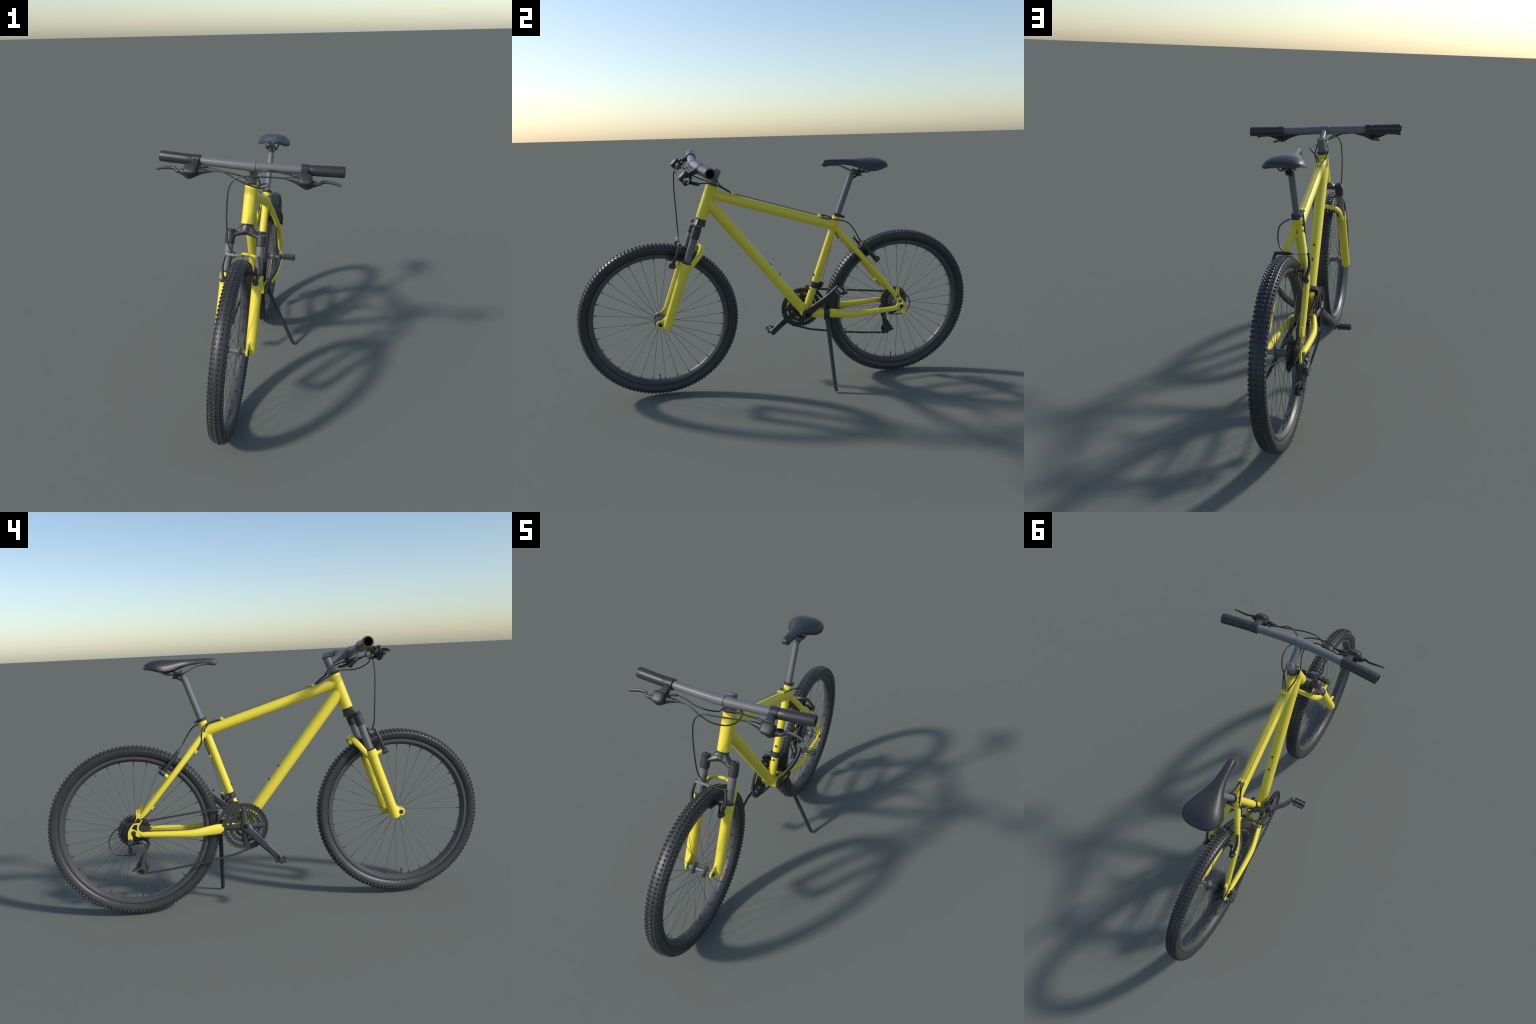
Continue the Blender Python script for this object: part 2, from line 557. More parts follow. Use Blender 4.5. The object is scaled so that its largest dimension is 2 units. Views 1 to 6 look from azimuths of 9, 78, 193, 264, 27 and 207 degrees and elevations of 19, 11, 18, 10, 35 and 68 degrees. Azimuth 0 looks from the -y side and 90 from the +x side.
# stays
for s in (1, -1):
    m = M()
    top = [(0.012, 0.268, 0.422), (0.0205, 0.292, 0.3945), (0.036, 0.335, 0.345), (0.053, 0.385, 0.287), (0.0625, 0.418, 0.249),
           (0.0665, 0.445, 0.218), (0.0685, 0.50, 0.1545), (0.0705, 0.5825, 0.0590)]
    P = spline(top, 6)
    r = np.interp(np.linspace(0, 1, len(P)), [0, 0.25, 0.6, 0.97, 1], [0.0150, 0.0146, 0.0135, 0.0128, 0.0105])
    P[:, 0] *= s
    sweep(m, P, r, 24)
    part("seat_stay", m, YELLOW, fr)
    m = M()
    cs = [(0.024, 0.128, -0.016), (0.034, 0.165, -0.0165), (0.0445, 0.215, -0.0165), (0.0560, 0.265, -0.0185), (0.0660, 0.312, -0.0215),
          (0.0722, 0.352, -0.0235), (0.0752, 0.400, -0.0215), (0.0765, 0.477, -0.0165), (0.0755, 0.545, -0.0125), (0.0750, 0.583, -0.0105)]
    P = spline(cs, 5)
    tt = np.linspace(0, 1, len(P))
    rx = np.interp(tt, [0, 0.2, 0.4, 0.6, 0.95, 1], [0.0150, 0.0125, 0.0130, 0.0135, 0.0120, 0.0095])
    rz = np.interp(tt, [0, 0.3, 0.45, 0.6, 0.78, 0.95, 1], [0.0220, 0.0235, 0.0195, 0.0165, 0.0135, 0.0125, 0.0100])
    P[:, 0] *= s
    sweep(m, P, np.stack([rx, rz], 1), 24)
    part("chain_stay", m, YELLOW, fr)
m = M()
box(m, (0, 0.2930, 0.3900), (0.040, 0.014, 0.020), None, 0.004, 3)
part("seat_stay_bridge", m, YELLOW, fr)
m = M()
rod(m, (-0.042, 0.205, -0.016), (0.042, 0.205, -0.016), 0.0095, 20)
part("chain_stay_bridge", m, YELLOW, fr)

# dropouts: slotted plates with two windows and a rack eyelet
def rounded(loop, n=4):
    return [tuple(p) for p in spline(loop, n, closed=True)]

drop = [(0.5885, 0.1030), (0.5955, 0.1000), (0.5980, 0.0930), (0.5988, 0.0640), (0.6070, 0.0510), (0.6160, 0.0400), (0.6310, 0.0200),
        (0.6385, 0.0040), (0.6405, -0.0180), (0.6385, -0.0390), (0.6300, -0.0470), (0.6210, -0.0410), (0.6205, -0.0270), (0.6205, -0.0120),
        (0.6200, -0.0040), (0.6138, 0.0050), (0.6075, -0.0020), (0.6070, -0.0105), (0.5990, -0.0185), (0.5800, -0.0210), (0.5720, -0.0110),
        (0.5770, 0.0010), (0.5870, 0.0055), (0.5915, 0.0160), (0.5885, 0.0280), (0.5755, 0.0480), (0.5700, 0.0600), (0.5770, 0.0680), (0.5800, 0.0860), (0.5810, 0.0980)]
win_a = [(0.5805, 0.0485), (0.5850, 0.0440), (0.5990, 0.0430), (0.6045, 0.0465), (0.5905, 0.0655)]
win_b = [(0.5955, 0.0345), (0.6095, 0.0345), (0.6205, 0.0190), (0.6090, 0.0125), (0.5985, 0.0085), (0.5985, 0.0200)]
for s in (1, -1):
    m = M()
    plate(m, rounded(drop), [rounded(win_a, 3), rounded(win_b, 3), circle(0.5885, 0.0945, 0.0042, 16)], 0.0085,
          (s * 0.0745, 0, 0), (0, 1, 0), (0, 0, 1), bev=0.0010)
    part("dropout", m, YELLOW, fr)

# cable stops and guides
def stop(c, d, r=0.0056, l=0.016, off=None):
    m = M()
    d = unit(d)
    c = np.array(c)
    lathe(m, [(r - 0.0022, -l / 2), (r, -l / 2 + 0.001), (r, l / 2 - 0.001), (r - 0.0022, l / 2)], c, d, 16)
    if off is not None:
        box(m, c + np.array(off), (0.008, 0.008, l), axes_from(d), 0.001)
    part("cable_stop", m, YELLOW, fr)

tdir = unit(TT1 - TT0)
tnrm = np.array((0, -tdir[2], tdir[1])); tnrm = tnrm if tnrm[2] > 0 else -tnrm
def tt_point(y, h):
    p = TT0 + (TT1 - TT0) * ((y - TT0[1]) / (TT1[1] - TT0[1]))
    return p + tnrm * h
for y in (-0.2465, 0.1800):
    m = M()
    box(m, tt_point(y, 0.0240), (0.032, 0.010, 0.006), [np.array((1.0, 0, 0)), tdir, tnrm], 0.0015)
    part("cable_stop", m, YELLOW, fr)
    for x, hh in ((0.0120, 0.0265), (0.0, 0.0300), (-0.0120, 0.0265)):
        stop(tt_point(y, hh) + np.array((x, 0, 0)), tdir, 0.0056, 0.0135, None)
stop((-0.040, 0.3140, 0.3390), (0.08, 0.655, -0.756), 0.0058, 0.016, (0.003, 0.006, 0.006))
stop((-0.0675, 0.5245, 0.1050), (0, 0.655, -0.756), 0.0058, 0.016, (0.0, 0.006, 0.006))
stop((-0.004, 0.2520, 0.3160), -sdir, 0.0052, 0.015, (0.0, -0.006, 0.002))
stop((0.0700, 0.5270, 0.1420), (0, 0.655, -0.756), 0.0050, 0.014, (0.0, -0.006, -0.006))

# bottle-cage bolts
def bolt(p, n):
    m = M()
    n = unit(n); p = np.array(p)
    lathe(m, [(0.0046, -0.002), (0.0046, 0.0018), (0.0052, 0.0020), (0.0052, 0.0050), (0.0044, 0.0060), (0.0026, 0.0061), (0.0022, 0.0035), (0.0008, 0.0035)], p, n, 16)
    part("bottle_bolt", m, BLACK, fr)
ddir = unit(DT1 - DT0)
dn = np.array((0, -ddir[2], ddir[1])); dn = dn if dn[2] > 0 else -dn
for y in (-0.0625, -0.0150):
    t = (y - 0.020 - DT0[1]) / (DT1[1] - DT0[1])
    bolt(DT0 + (DT1 - DT0) * t + dn * 0.0258, dn)
sn = np.array((0, -sdir[2], sdir[1])); sn = sn if sn[1] < 0 else -sn
for z in (0.1710, 0.0990):
    t = (z - ST0[2]) / (ST1[2] - ST0[2])
    bolt(ST0 + (ST1 - ST0) * t + sn * 0.0186, sn)

# ============================================================ SEAT AND POST ====
seat = empty("saddle", root, UP)
ST = [  # y, half width, top, low edge
    (0.1945, 0.0085, 0.7390, 0.7280), (0.1990, 0.0145, 0.7465, 0.7235), (0.2080, 0.0178, 0.7510, 0.7222), (0.2350, 0.0200, 0.7542, 0.7280),
    (0.2700, 0.0222, 0.7542, 0.7308), (0.3000, 0.0255, 0.7536, 0.7302), (0.3300, 0.0325, 0.7533, 0.7255), (0.3600, 0.0450, 0.7535, 0.7175),
    (0.3900, 0.0620, 0.7548, 0.7070), (0.4200, 0.0775, 0.7565, 0.7010), (0.4450, 0.0860, 0.7570, 0.7035), (0.4700, 0.0868, 0.7553, 0.7105),
    (0.4930, 0.0790, 0.7500, 0.7165), (0.5090, 0.0640, 0.7425, 0.7180), (0.5190, 0.0440, 0.7350, 0.7185), (0.5240, 0.0200, 0.7280, 0.7195)]
S = spline(ST, 4)
m = M()
ns = 33
vs, fs = [], []
for y, w, zt, zl in S:
    t = np.linspace(-1, 1, ns)
    x = np.sin(t * math.pi / 2)
    f = min(1, max(0, (w - 0.02) / 0.06))
    e = 3.4 - 0.9 * f
    prof = (1 - np.abs(x) ** e) ** (1 / (2.3 - 0.3 * f))
    z = zl + (zt - zl) * prof
    zc = max(zl + 0.001, zt - 0.026)
    under = zl - 0.001 + (zc - zl) * (1 - (np.abs(x) * 1.0) ** 2.5)
    under = np.minimum(under, z - 0.0005)
    for i in range(ns):
        vs.append((w * x[i], y, z[i]))
    for i in range(ns - 2, 0, -1):
        vs.append((w * x[i] * 0.965, y, under[i]))
k = 2 * ns - 2
for i in range(len(S) - 1):
    for j in range(k):
        q = (j + 1) % k
        fs.append((i * k + j, i * k + q, (i + 1) * k + q, (i + 1) * k + j))
fs.append(tuple(range(k))); fs.append(tuple((len(S) - 1) * k + j for j in range(k)))
m.add(vs, fs)
part("saddle_cover", m, SADDLE_M, seat, angle=60)
for s in (1, -1):
    m = M()
    P = spline([(0.012, 0.222, 0.7320), (0.0165, 0.245, 0.7285), (0.019, 0.280, 0.7255), (0.022, 0.318, 0.7085), (0.0235, 0.345, 0.6970), (0.0235, 0.378, 0.6915),
                (0.0235, 0.410, 0.6900), (0.025, 0.432, 0.6945), (0.029, 0.452, 0.7080), (0.033, 0.475, 0.7230)], 5)
    P[:, 0] *= s
    sweep(m, P, 0.0042, 12)
    part("saddle_rail", m, GREY, seat)
m = M()
box(m, (0, 0.226, 0.7285), (0.032, 0.022, 0.008), None, 0.002)
box(m, (0, 0.476, 0.7240), (0.075, 0.020, 0.009), None, 0.002)
part("rail_socket", m, BLACK, seat)

post = empty("seatpost", root, UP)
m = M()
pa = ST1 + sdir * -0.03
pb = np.array((0, 0.3415, 0.6590))
P = spline([pa, pa * 0.5 + pb * 0.5, pb, (0, 0.3465, 0.6725), (0, 0.3560, 0.6810)], 6)
r = np.interp(np.linspace(0, 1, len(P)), [0, 0.75, 0.9, 1], [0.0150, 0.0150, 0.0140, 0.0110])
sweep(m, P, r, 32)
part("post_tube", m, GREY, post)
m = M()
cd = unit((0, 1, -0.12))
ax = [np.array((1.0, 0, 0)), cd, np.cross((1, 0, 0), cd)]
box(m, (0, 0.3700, 0.6820), (0.036, 0.040, 0.010), ax, 0.003)
box(m, (0, 0.3700, 0.6970), (0.058, 0.038, 0.0060), ax, 0.002)
for s in (1, -1):
    rod(m, (s * 0.0235, 0.352, 0.6945), (s * 0.0235, 0.390, 0.6905), 0.0072, 14, bev=0.001)
rod(m, (0, 0.3560, 0.6630), (0, 0.3560, 0.7080), 0.0035, 12)
rod(m, (0, 0.3880, 0.6690), (0, 0.3880, 0.7060), 0.0035, 12)
rod(m, (0, 0.3880, 0.7000), (0, 0.3880, 0.7090), 0.0060, 12, bev=0.001)
sweep(m, spline([(0, 0.345, 0.655), (0, 0.366, 0.6665), (0, 0.384, 0.6750), (0, 0.392, 0.6770)], 4), [0.012, 0.0042], 14)
sweep(m, spline([(0, 0.382, 0.6800), (0, 0.392, 0.6780), (0, 0.3985, 0.6690)], 4), [0.012, 0.0022], 14)
part("saddle_clamp", m, DARK, post)
m = M()
cp = ST1 - sdir * 0.004
lathe(m, [(0.0205, 0), (0.0232, 0.0008), (0.0238, 0.002), (0.0238, 0.0055), (0.0230, 0.0068), (0.0232, 0.0078), (0.0238, 0.009), (0.0238, 0.0115), (0.0225, 0.013), (0.0160, 0.0132)], cp, sdir, 36)
sb = np.array((0, 1, -0.30)); sb = unit(sb - sdir * (sb @ sdir))
cc = cp + sdir * 0.0065 + sb * 0.0285
box(m, cc - sb * 0.005, (0.016, 0.011, 0.010), [np.array((1.0, 0, 0)), sb, sdir], 0.002)
rod(m, cc + np.array((-0.017, 0, 0)), cc + np.array((0.017, 0, 0)), 0.0062, 16, bev=0.0012)
part("seat_clamp", m, BLACK, post)

# ==================================================================== FORK ====
fork = empty("fork", root, UP)
LEG_X = 0.0720
def on_leg(z, x=LEG_X):
    return np.array((x, -0.5760 + 0.3330 * z, z))        # leg centre line
LD = unit(on_leg(1.0) - on_leg(0.0))
m = M()
c0 = HEAD_LOW - SD * 0.030 + SF * 0.004
lathe(m, [(0.0300, -0.034), (0.0265, -0.020), (0.0245, -0.008), (0.0245, 0.001)], HEAD_LOW, SD, 32)
cw = []
for x, z, y in ((-0.0665, 0.4525, -0.4255), (-0.0500, 0.4545, -0.4235), (-0.030, 0.4620, -0.4150), (0, 0.4690, -0.4070), (0.030, 0.4620, -0.4150), (0.0500, 0.4545, -0.4235), (0.0665, 0.4525, -0.4255)):
    cw.append((x, y, z))
P = spline(cw, 5)
tt = np.abs(np.linspace(-1, 1, len(P)))
sweep(m, P, np.stack([np.interp(tt, [0, 0.45, 0.8, 1], [0.0190, 0.0135, 0.0098, 0.0105]), np.interp(tt, [0, 0.45, 0.8, 1], [0.0250, 0.0185, 0.0160, 0.0160])], 1), 20, side=(0, 0, 1))
for s in (1, -1):
    n0 = HEAD_LOW - SD * 0.006
    sweep(m, spline([n0 + np.array((s * 0.006, 0, 0)), np.array((s * 0.0230, -0.4120, 0.4740)), np.array((s * 0.0450, -0.4210, 0.4590))], 5), np.linspace(0.0185, 0.0105, 11), 18)
    a = on_leg(0.4600, s * 0.0665); b = on_leg(0.4140, s * 0.0670)
    rod(m, b, a, 0.0212, 32)
part("fork_crown", m, DARK, fork, blend=0.0022, blend_iter=4, angle=50)
for s in (1, -1):
    a = on_leg(0.4625, s * 0.0665)
    m = M()
    lathe(m, [(0.0200, -0.001), (0.0200, 0.002), (0.0182, 0.0032), (0.0190, 0.0045), (0.0190, 0.0095), (0.0165, 0.0122), (0.0070, 0.0128), (0.0062, 0.0100), (0.0010, 0.0100)], a, LD, 32)
    for k in range(3):
        t = 2 * math.pi * k / 3 + 0.4
        X, Y, _ = axes_from(LD)
        d = X * math.cos(t) + Y * math.sin(t)
        box(m, a + LD * 0.0118 + d * 0.0105, (0.012, 0.006, 0.0040), [d, np.cross(LD, d), LD], 0.001)
    part("fork_cap", m, DARK, fork)
    m = M()
    rod(m, on_leg(0.27, s * 0.0690), on_leg(0.42, s * 0.0670), 0.0174, 32)
    part("stanchion", m, GREY, fork)
    m = M()
    lathe(m, [(0.0178, 0.009), (0.0195, 0.0085), (0.0222, 0.005), (0.0232, 0.003), (0.0232, -0.002)], on_leg(0.2950, s * 0.0690), LD, 32)
    part("fork_seal", m, BLACK, fork)
    # lower leg
    m = M()
    zs = [-0.0235, -0.0228, -0.0160, 0.05, 0.15, 0.245, 0.258, 0.268, 0.295, 0.2965]
    rs = [0.0195, 0.0212, 0.0222, 0.0225, 0.0226, 0.0226, 0.0230, 0.0246, 0.0250, 0.0240]
    sweep(m, [on_leg(z, s * (0.0718 - 0.009 * max(z, 0))) for z in zs], rs, 40)
    # axle lug: web growing forward and inward out of the leg
    lug_x = s * 0.0620
    sweep(m, spline([(s * 0.0660, -0.5330, 0.1000), (s * 0.0640, -0.5545, 0.0560), (lug_x, -0.5760, 0.0240), (lug_x, -0.5950, 0.0080), (lug_x, -0.6080, 0.0010)], 5),
          np.stack([np.interp(np.linspace(0, 1, 21), [0, 0.5, 0.8, 1], [0.010, 0.0080, 0.0055, 0.0045]), np.interp(np.linspace(0, 1, 21), [0, 0.5, 1], [0.012, 0.0180, 0.0180])], 1), 20, power=2.6)
    rod(m, (s * 0.0560, FRONT_Y, 0), (s * 0.0660, FRONT_Y, 0), 0.0196, 36, bev=0.0016)
    # brake boss and its block
    b0 = on_leg(0.2730, s * 0.0690)
    rod(m, b0, b0 + SF * 0.0520, 0.0092, 20, bev=0.001)
    box(m, b0 + SF * 0.022 + SD * 0.008 + np.array((-s * 0.011, 0, 0)), (0.012, 0.016, 0.030), [np.array((1.0, 0, 0)), SF, SD], 0.004, 3)
    part("fork_leg", m, YELLOW, fork, blend=0.0022, blend_iter=3, angle=50)
m = M()
ap = [(0.0715, -0.464, 0.2760), (0.0715, -0.4520, 0.2880), (0.0712, -0.4385, 0.3055), (0.0690, -0.4240, 0.3230), (0.0610, -0.4110, 0.3390), (0.0450, -0.4045, 0.3505), (0.0220, -0.4015, 0.3560), (0, -0.4005, 0.3575)]
P = spline(ap + [(-x, y, z) for x, y, z in ap[-2::-1]], 6)
tt = np.abs(np.linspace(-1, 1, len(P)))
sweep(m, P, np.stack([np.interp(tt, [0, 0.5, 0.8, 1], [0.0075, 0.0085, 0.0110, 0.0120]), np.interp(tt, [0, 0.5, 0.8, 1], [0.0120, 0.0135, 0.0130, 0.0125])], 1), 24, power=2.4)
part("fork_arch", m, YELLOW, fork)
m = M()
lathe(m, [(0.0200, -0.005), (0.0262, -0.0045), (0.0268, -0.0035), (0.0268, 0.0005)], HEAD_LOW, SD, 40)
lathe(m, [(0.0274, -0.0005), (0.0272, 0.0025), (0.0255, 0.0042), (0.0220, 0.0060), (0.0198, 0.0085), (0.0180, 0.0090)], HEAD_TOP, SD, 40)
part("headset", m, DARK, fork)

# ================================================================ HANDLEBAR ====
hb = empty("handlebar", root, (0.0010, 0, -BASE_Z))
QT = np.array((0, -0.3125, 0.7250))
m = M()
sweep(m, [HEAD_TOP, QT - SD * 0.004, QT - SD * 0.0012, QT], [0.0188, 0.0188, 0.0182, 0.0160], 36)
lathe(m, [(0.0160, -0.001), (0.0090, 0.0016), (0.0082, 0.0016), (0.0078, -0.002), (0.001, -0.002)], QT, SD, 36)
BC = np.array((0, -0.4258, 0.7530))
e0 = HEAD_TOP + SD * 0.0560
P = spline([e0, e0 * 0.5 + BC * 0.5 + np.array((0, 0, 0.0005)), BC], 6)
sweep(m, P, np.linspace(0.0160, 0.0165, len(P)), 28)
lathe(m, [(0.0190, -0.0232), (0.0212, -0.0230), (0.0220, -0.0222), (0.0220, 0.0222), (0.0212, 0.0230), (0.0190, 0.0232)], BC, (1, 0, 0), 40)
part("stem", m, GREY, hb)
BAR = [(0, -0.4258, 0.7530), (0.05, -0.4246, 0.7531), (0.10, -0.4218, 0.7533), (0.16, -0.4178, 0.7538), (0.21, -0.4138, 0.7543), (0.25, -0.4104, 0.7548), (0.32, -0.4032, 0.7556), (0.3865, -0.3955, 0.7563)]
half_bar = spline(BAR, 6)
def bar_at(x):
    return np.array((x, np.interp(abs(x), half_bar[:, 0], half_bar[:, 1]), np.interp(abs(x), half_bar[:, 0], half_bar[:, 2])))
m = M()
xs = np.linspace(-0.262, 0.262, 61)
sweep(m, [bar_at(x) for x in xs], np.interp(np.abs(xs), [0, 0.05, 0.12, 0.262], [0.0198, 0.0196, 0.0188, 0.0183]), 32)
part("bar", m, GREY, hb)
for s in (1, -1):
    m = M()
    xs = [0.2430, 0.2436, 0.2450, 0.275, 0.32, 0.36, 0.3835, 0.3858, 0.3866]
    rs = [0.0205, 0.0220, 0.0226, 0.0228, 0.0232, 0.0236, 0.0237, 0.0232, 0.0222]
    xin = [0.3866, 0.3850, 0.33]
    rin = [0.0190, 0.0184, 0.0184]
    sweep(m, [bar_at(s * x) for x in xs] , rs, 36, caps=False)
    m2 = M()
    o = bar_at(s * 0.3866)
    d = unit(bar_at(s * 0.3866) - bar_at(s * 0.30))
    lathe(m, [(0.0222, 0.0), (0.0212, 0.0002), (0.0208, -0.0010), (0.0208, -0.040)], o, d, 36)
    m.f = m.f[:-2]                                     # keep the tube end open
    part("grip", m, GRIP_M, hb)
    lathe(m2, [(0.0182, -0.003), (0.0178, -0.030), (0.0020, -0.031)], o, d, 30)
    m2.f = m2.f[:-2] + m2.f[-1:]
    m3 = M()
    lathe(m3, [(0.0209, -0.020), (0.0209, -0.0006), (0.0202, 0.0), (0.0190, 0.0), (0.0183, -0.0008), (0.0183, -0.020)], o, d, 36, closed=True)
    part("bar_end", m3, GREY, hb)
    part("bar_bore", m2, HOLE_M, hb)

# levers with shifter pods
for s in (1, -1):
    lev = empty("brake_lever", root, UP)
    X = np.array((s * 1.0, 0, 0))
    def L(x, y, z):
        return np.array((s * x, y, z))
    m = M()
    c = bar_at(s * 0.2265)
    d = unit(bar_at(s * 0.24) - bar_at(s * 0.21))
    lathe(m, [(0.0190, -0.0168), (0.0232, -0.0166), (0.0240, -0.0158), (0.0240, 0.0158), (0.0232, 0.0166), (0.0190, 0.0168)], c, d, 36)
    sweep(m, spline([L(0.2265, -0.427, 0.7540), L(0.2265, -0.443, 0.7480), L(0.2280, -0.458, 0.7400), L(0.2300, -0.472, 0.7310)], 5),
          np.stack([np.linspace(0.0160, 0.0165, 16), np.linspace(0.0125, 0.0100, 16)], 1), 20, power=4.5)
    part("lever_clamp", m, BLACK, lev)
    # body: spindle under the pod
    m = M()
    P = spline([L(0.168, -0.4780, 0.7265), L(0.186, -0.4790, 0.7250), L(0.208, -0.4810, 0.7205), L(0.228, -0.4830, 0.7150), L(0.243, -0.4835, 0.7120), L(0.262, -0.4835, 0.7150), L(0.280, -0.4840, 0.7180)], 5)
    tt = np.linspace(0, 1, len(P))
    sweep(m, P, np.stack([np.interp(tt, [0, 0.2, 0.5, 0.67, 0.85, 1], [0.0085, 0.0110, 0.0155, 0.0165, 0.0130, 0.0100]),
                          np.interp(tt, [0, 0.2, 0.5, 0.67, 0.85, 1], [0.0085, 0.0120, 0.0200, 0.0235, 0.0150, 0.0110])], 1), 24, side=(0, 1, 0))
    sweep(m, [L(0.238, -0.487, 0.705), L(0.2405, -0.488, 0.6900)], [0.014, 0.002], 16)
    part("lever_body", m, BLACK, lev, blend=0.0018, blend_iter=4, angle=60)
    m = M()
    nrm = unit((0, -0.70, 0.71))
    ax = [np.array((1.0, 0, 0)), np.cross(nrm, (1, 0, 0)), nrm]
    pebble(m, L(0.2345, -0.4905, 0.7305), (0.0285, 0.0255, 0.0150), ax)
    box(m, L(0.2310, -0.4670, 0.7440), (0.040, 0.016, 0.010), ax, 0.0035, 3)
    part("shifter_pod", m, BLACK, lev, angle=50)
    m = M()
    lathe(m, [(0.0088, 0), (0.0072, 0.004), (0.0070, 0.012), (0.0055, 0.013), (0.0045, 0.024), (0.0036, 0.025)], L(0.1720, -0.4780, 0.7265), L(-1, 0, 0.05) * 1.0, 20)
    part("cable_adjuster", m, BLACK, lev)
    m = M()
    P = spline([L(0.262, -0.4830, 0.7180), L(0.278, -0.4860, 0.7172), L(0.290, -0.4870, 0.7180), L(0.299, -0.4815, 0.7235), L(0.3080, -0.4765, 0.7265), L(0.325, -0.4765, 0.7270), L(0.345, -0.4790, 0.7255), L(0.362, -0.4815, 0.7225), L(0.3760, -0.4845, 0.7180)], 5)
    tt = np.linspace(0, 1, len(P))
    sweep(m, P, np.stack([np.interp(tt, [0, 0.3, 0.5, 1], [0.0075, 0.0055, 0.0045, 0.0030]), np.interp(tt, [0, 0.3, 0.5, 0.95, 1], [0.0085, 0.0075, 0.0074, 0.0060, 0.0042])], 1), 14, side=(0, 1, 0))
    ball(m, P[-1], 0.0042, 10)
    part("lever_blade", m, DARK, lev)
    m = M()
    P = spline([L(0.236, -0.468, 0.7060), L(0.248, -0.452, 0.7010), L(0.262, -0.437, 0.6985), L(0.278, -0.431, 0.6975)], 5)
    sweep(m, P, np.stack([np.interp(np.linspace(0, 1, 16), [0, 0.5, 0.9, 1], [0.010, 0.0125, 0.0110, 0.005]), np.full(16, 0.0042)], 1), 16, side=(0, 1, 0))
    part("thumb_trigger", m, BLACK, lev)
    m = M()
    rod(m, L(0.172, -0.4560, 0.7385), L(0.205, -0.4630, 0.7370), 0.0050, 14, bev=0.001)
    box(m, L(0.214, -0.4680, 0.7300), (0.030, 0.026, 0.020), None, 0.004)
    box(m, L(0.2360, -0.4740, 0.7215), (0.046, 0.034, 0.026), ax, 0.004, 3)
    part("shifter_body", m, BLACK, lev)

# ================================================================ CRANKSET ====
ck = empty("crankset", root, (0, BB[0], BB[1] - BASE_Z))
RINGS = [(44, 0.1068, 0.0815, -0.0550), (32, 0.0800, 0.0585, -0.0470), (22, 0.0560, 0.0365, -0.0400)]
for t, tip, inner, x in RINGS:
    m = M()
    plate(m, gear_outline(0, 0, t, tip - 0.0078, tip, 0.03), [circle(0, 0, inner, 64)], 0.0032, (x, 0, 0), (0, 1, 0), (0, 0, 1), bev=0.0004)
    for k in range(4):                                  # mounting lugs
        a = math.pi / 2 * k + math.pi / 2
        dd = np.array((0, math.cos(a), math.sin(a)))
        box(m, dd * (inner - 0.003) + np.array((x, 0, 0)), (0.0032, 0.016, 0.020), [np.array((1.0, 0, 0)), np.cross(dd, (1, 0, 0)), dd], 0.001)
    part("chainring", m, CHAIN_M, ck)
m = M()
for k in range(4):
    a = math.pi / 2 * k + math.pi / 2
    dd = np.array((0, math.cos(a), math.sin(a)))
    c = np.array((-0.0550, 0, 0))
    P = spline([c, c + dd * 0.030, c + dd * 0.060 + (0.003, 0, 0), c + dd * 0.080 + (0.0045, 0, 0), c + dd * 0.090 + (0.006, 0, 0), c + dd * 0.0955 + (0.008, 0, 0)], 4)
    tt = np.linspace(0, 1, len(P))
    sweep(m, P, np.stack([np.interp(tt, [0, 0.75, 0.92, 1], [0.0080, 0.0088, 0.0082, 0.0040]), np.interp(tt, [0, 0.4, 0.8, 0.93, 1], [0.0170, 0.0142, 0.0142, 0.0118, 0.0055])], 1), 18, power=2.1)
    rod(m, c + dd * 0.076 + (0.02, 0, 0), c + dd * 0.076 + (0.001, 0, 0), 0.0075, 16)
    rod(m, c + dd * 0.056 + (0.03, 0, 0), c + dd * 0.056 + (0.001, 0, 0), 0.0065, 16)
lathe(m, [(0.0200, -0.0420), (0.0222, -0.0460), (0.0208, -0.0650), (0.0190, -0.0690), (0.001, -0.0695)], (0, 0, 0), (1, 0, 0), 36)
CA = unit((0, 1, 1.0))                                   # left arm points up and back
def crank(s, m):
    d = CA * s
    X = (0.0610, 0.0620, 0.0730, 0.0890, 0.0970, 0.0990) if s < 0 else (0.0460, 0.0500, 0.0665, 0.0855, 0.0950, 0.0975)
    P = spline([np.array((s * X[0], 0, 0)), d * 0.025 + (s * X[1], 0, 0), d * 0.070 + (s * X[2], 0, 0), d * 0.115 + (s * X[3], 0, 0), d * 0.160 + (s * X[4], 0, 0), d * 0.2035 + (s * X[5], 0, 0), d * 0.2140 + (s * X[5], 0, 0)], 5)
    tt = np.linspace(0, 1, len(P))
    sweep(m, P, np.stack([np.interp(tt, [0, 0.5, 0.9, 0.97, 1], [0.0085, 0.0078, 0.0082, 0.0075, 0.004]), np.interp(tt, [0, 0.2, 0.5, 0.8, 0.95, 1], [0.0200, 0.0190, 0.0172, 0.0158, 0.0150, 0.0085])], 1), 22, power=3.0)
crank(-1, m)
part("crank_arm", m, DARK, ck, blend=0.0020, blend_iter=5, angle=60)
m = M()
crank(1, m)
lathe(m, [(0.0240, 0.0400), (0.0258, 0.0420), (0.0258, 0.0530), (0.0240, 0.0570), (0.001, 0.0572)], (0, 0, 0), (1, 0, 0), 36)
part("crank_arm", m, DARK, ck, blend=0.0020, blend_iter=4, angle=60)
m = M()
rod(m, (-0.055, 0, 0), (0.050, 0, 0), 0.0110, 20)
part("crank_axle", m, BLACK, ck)
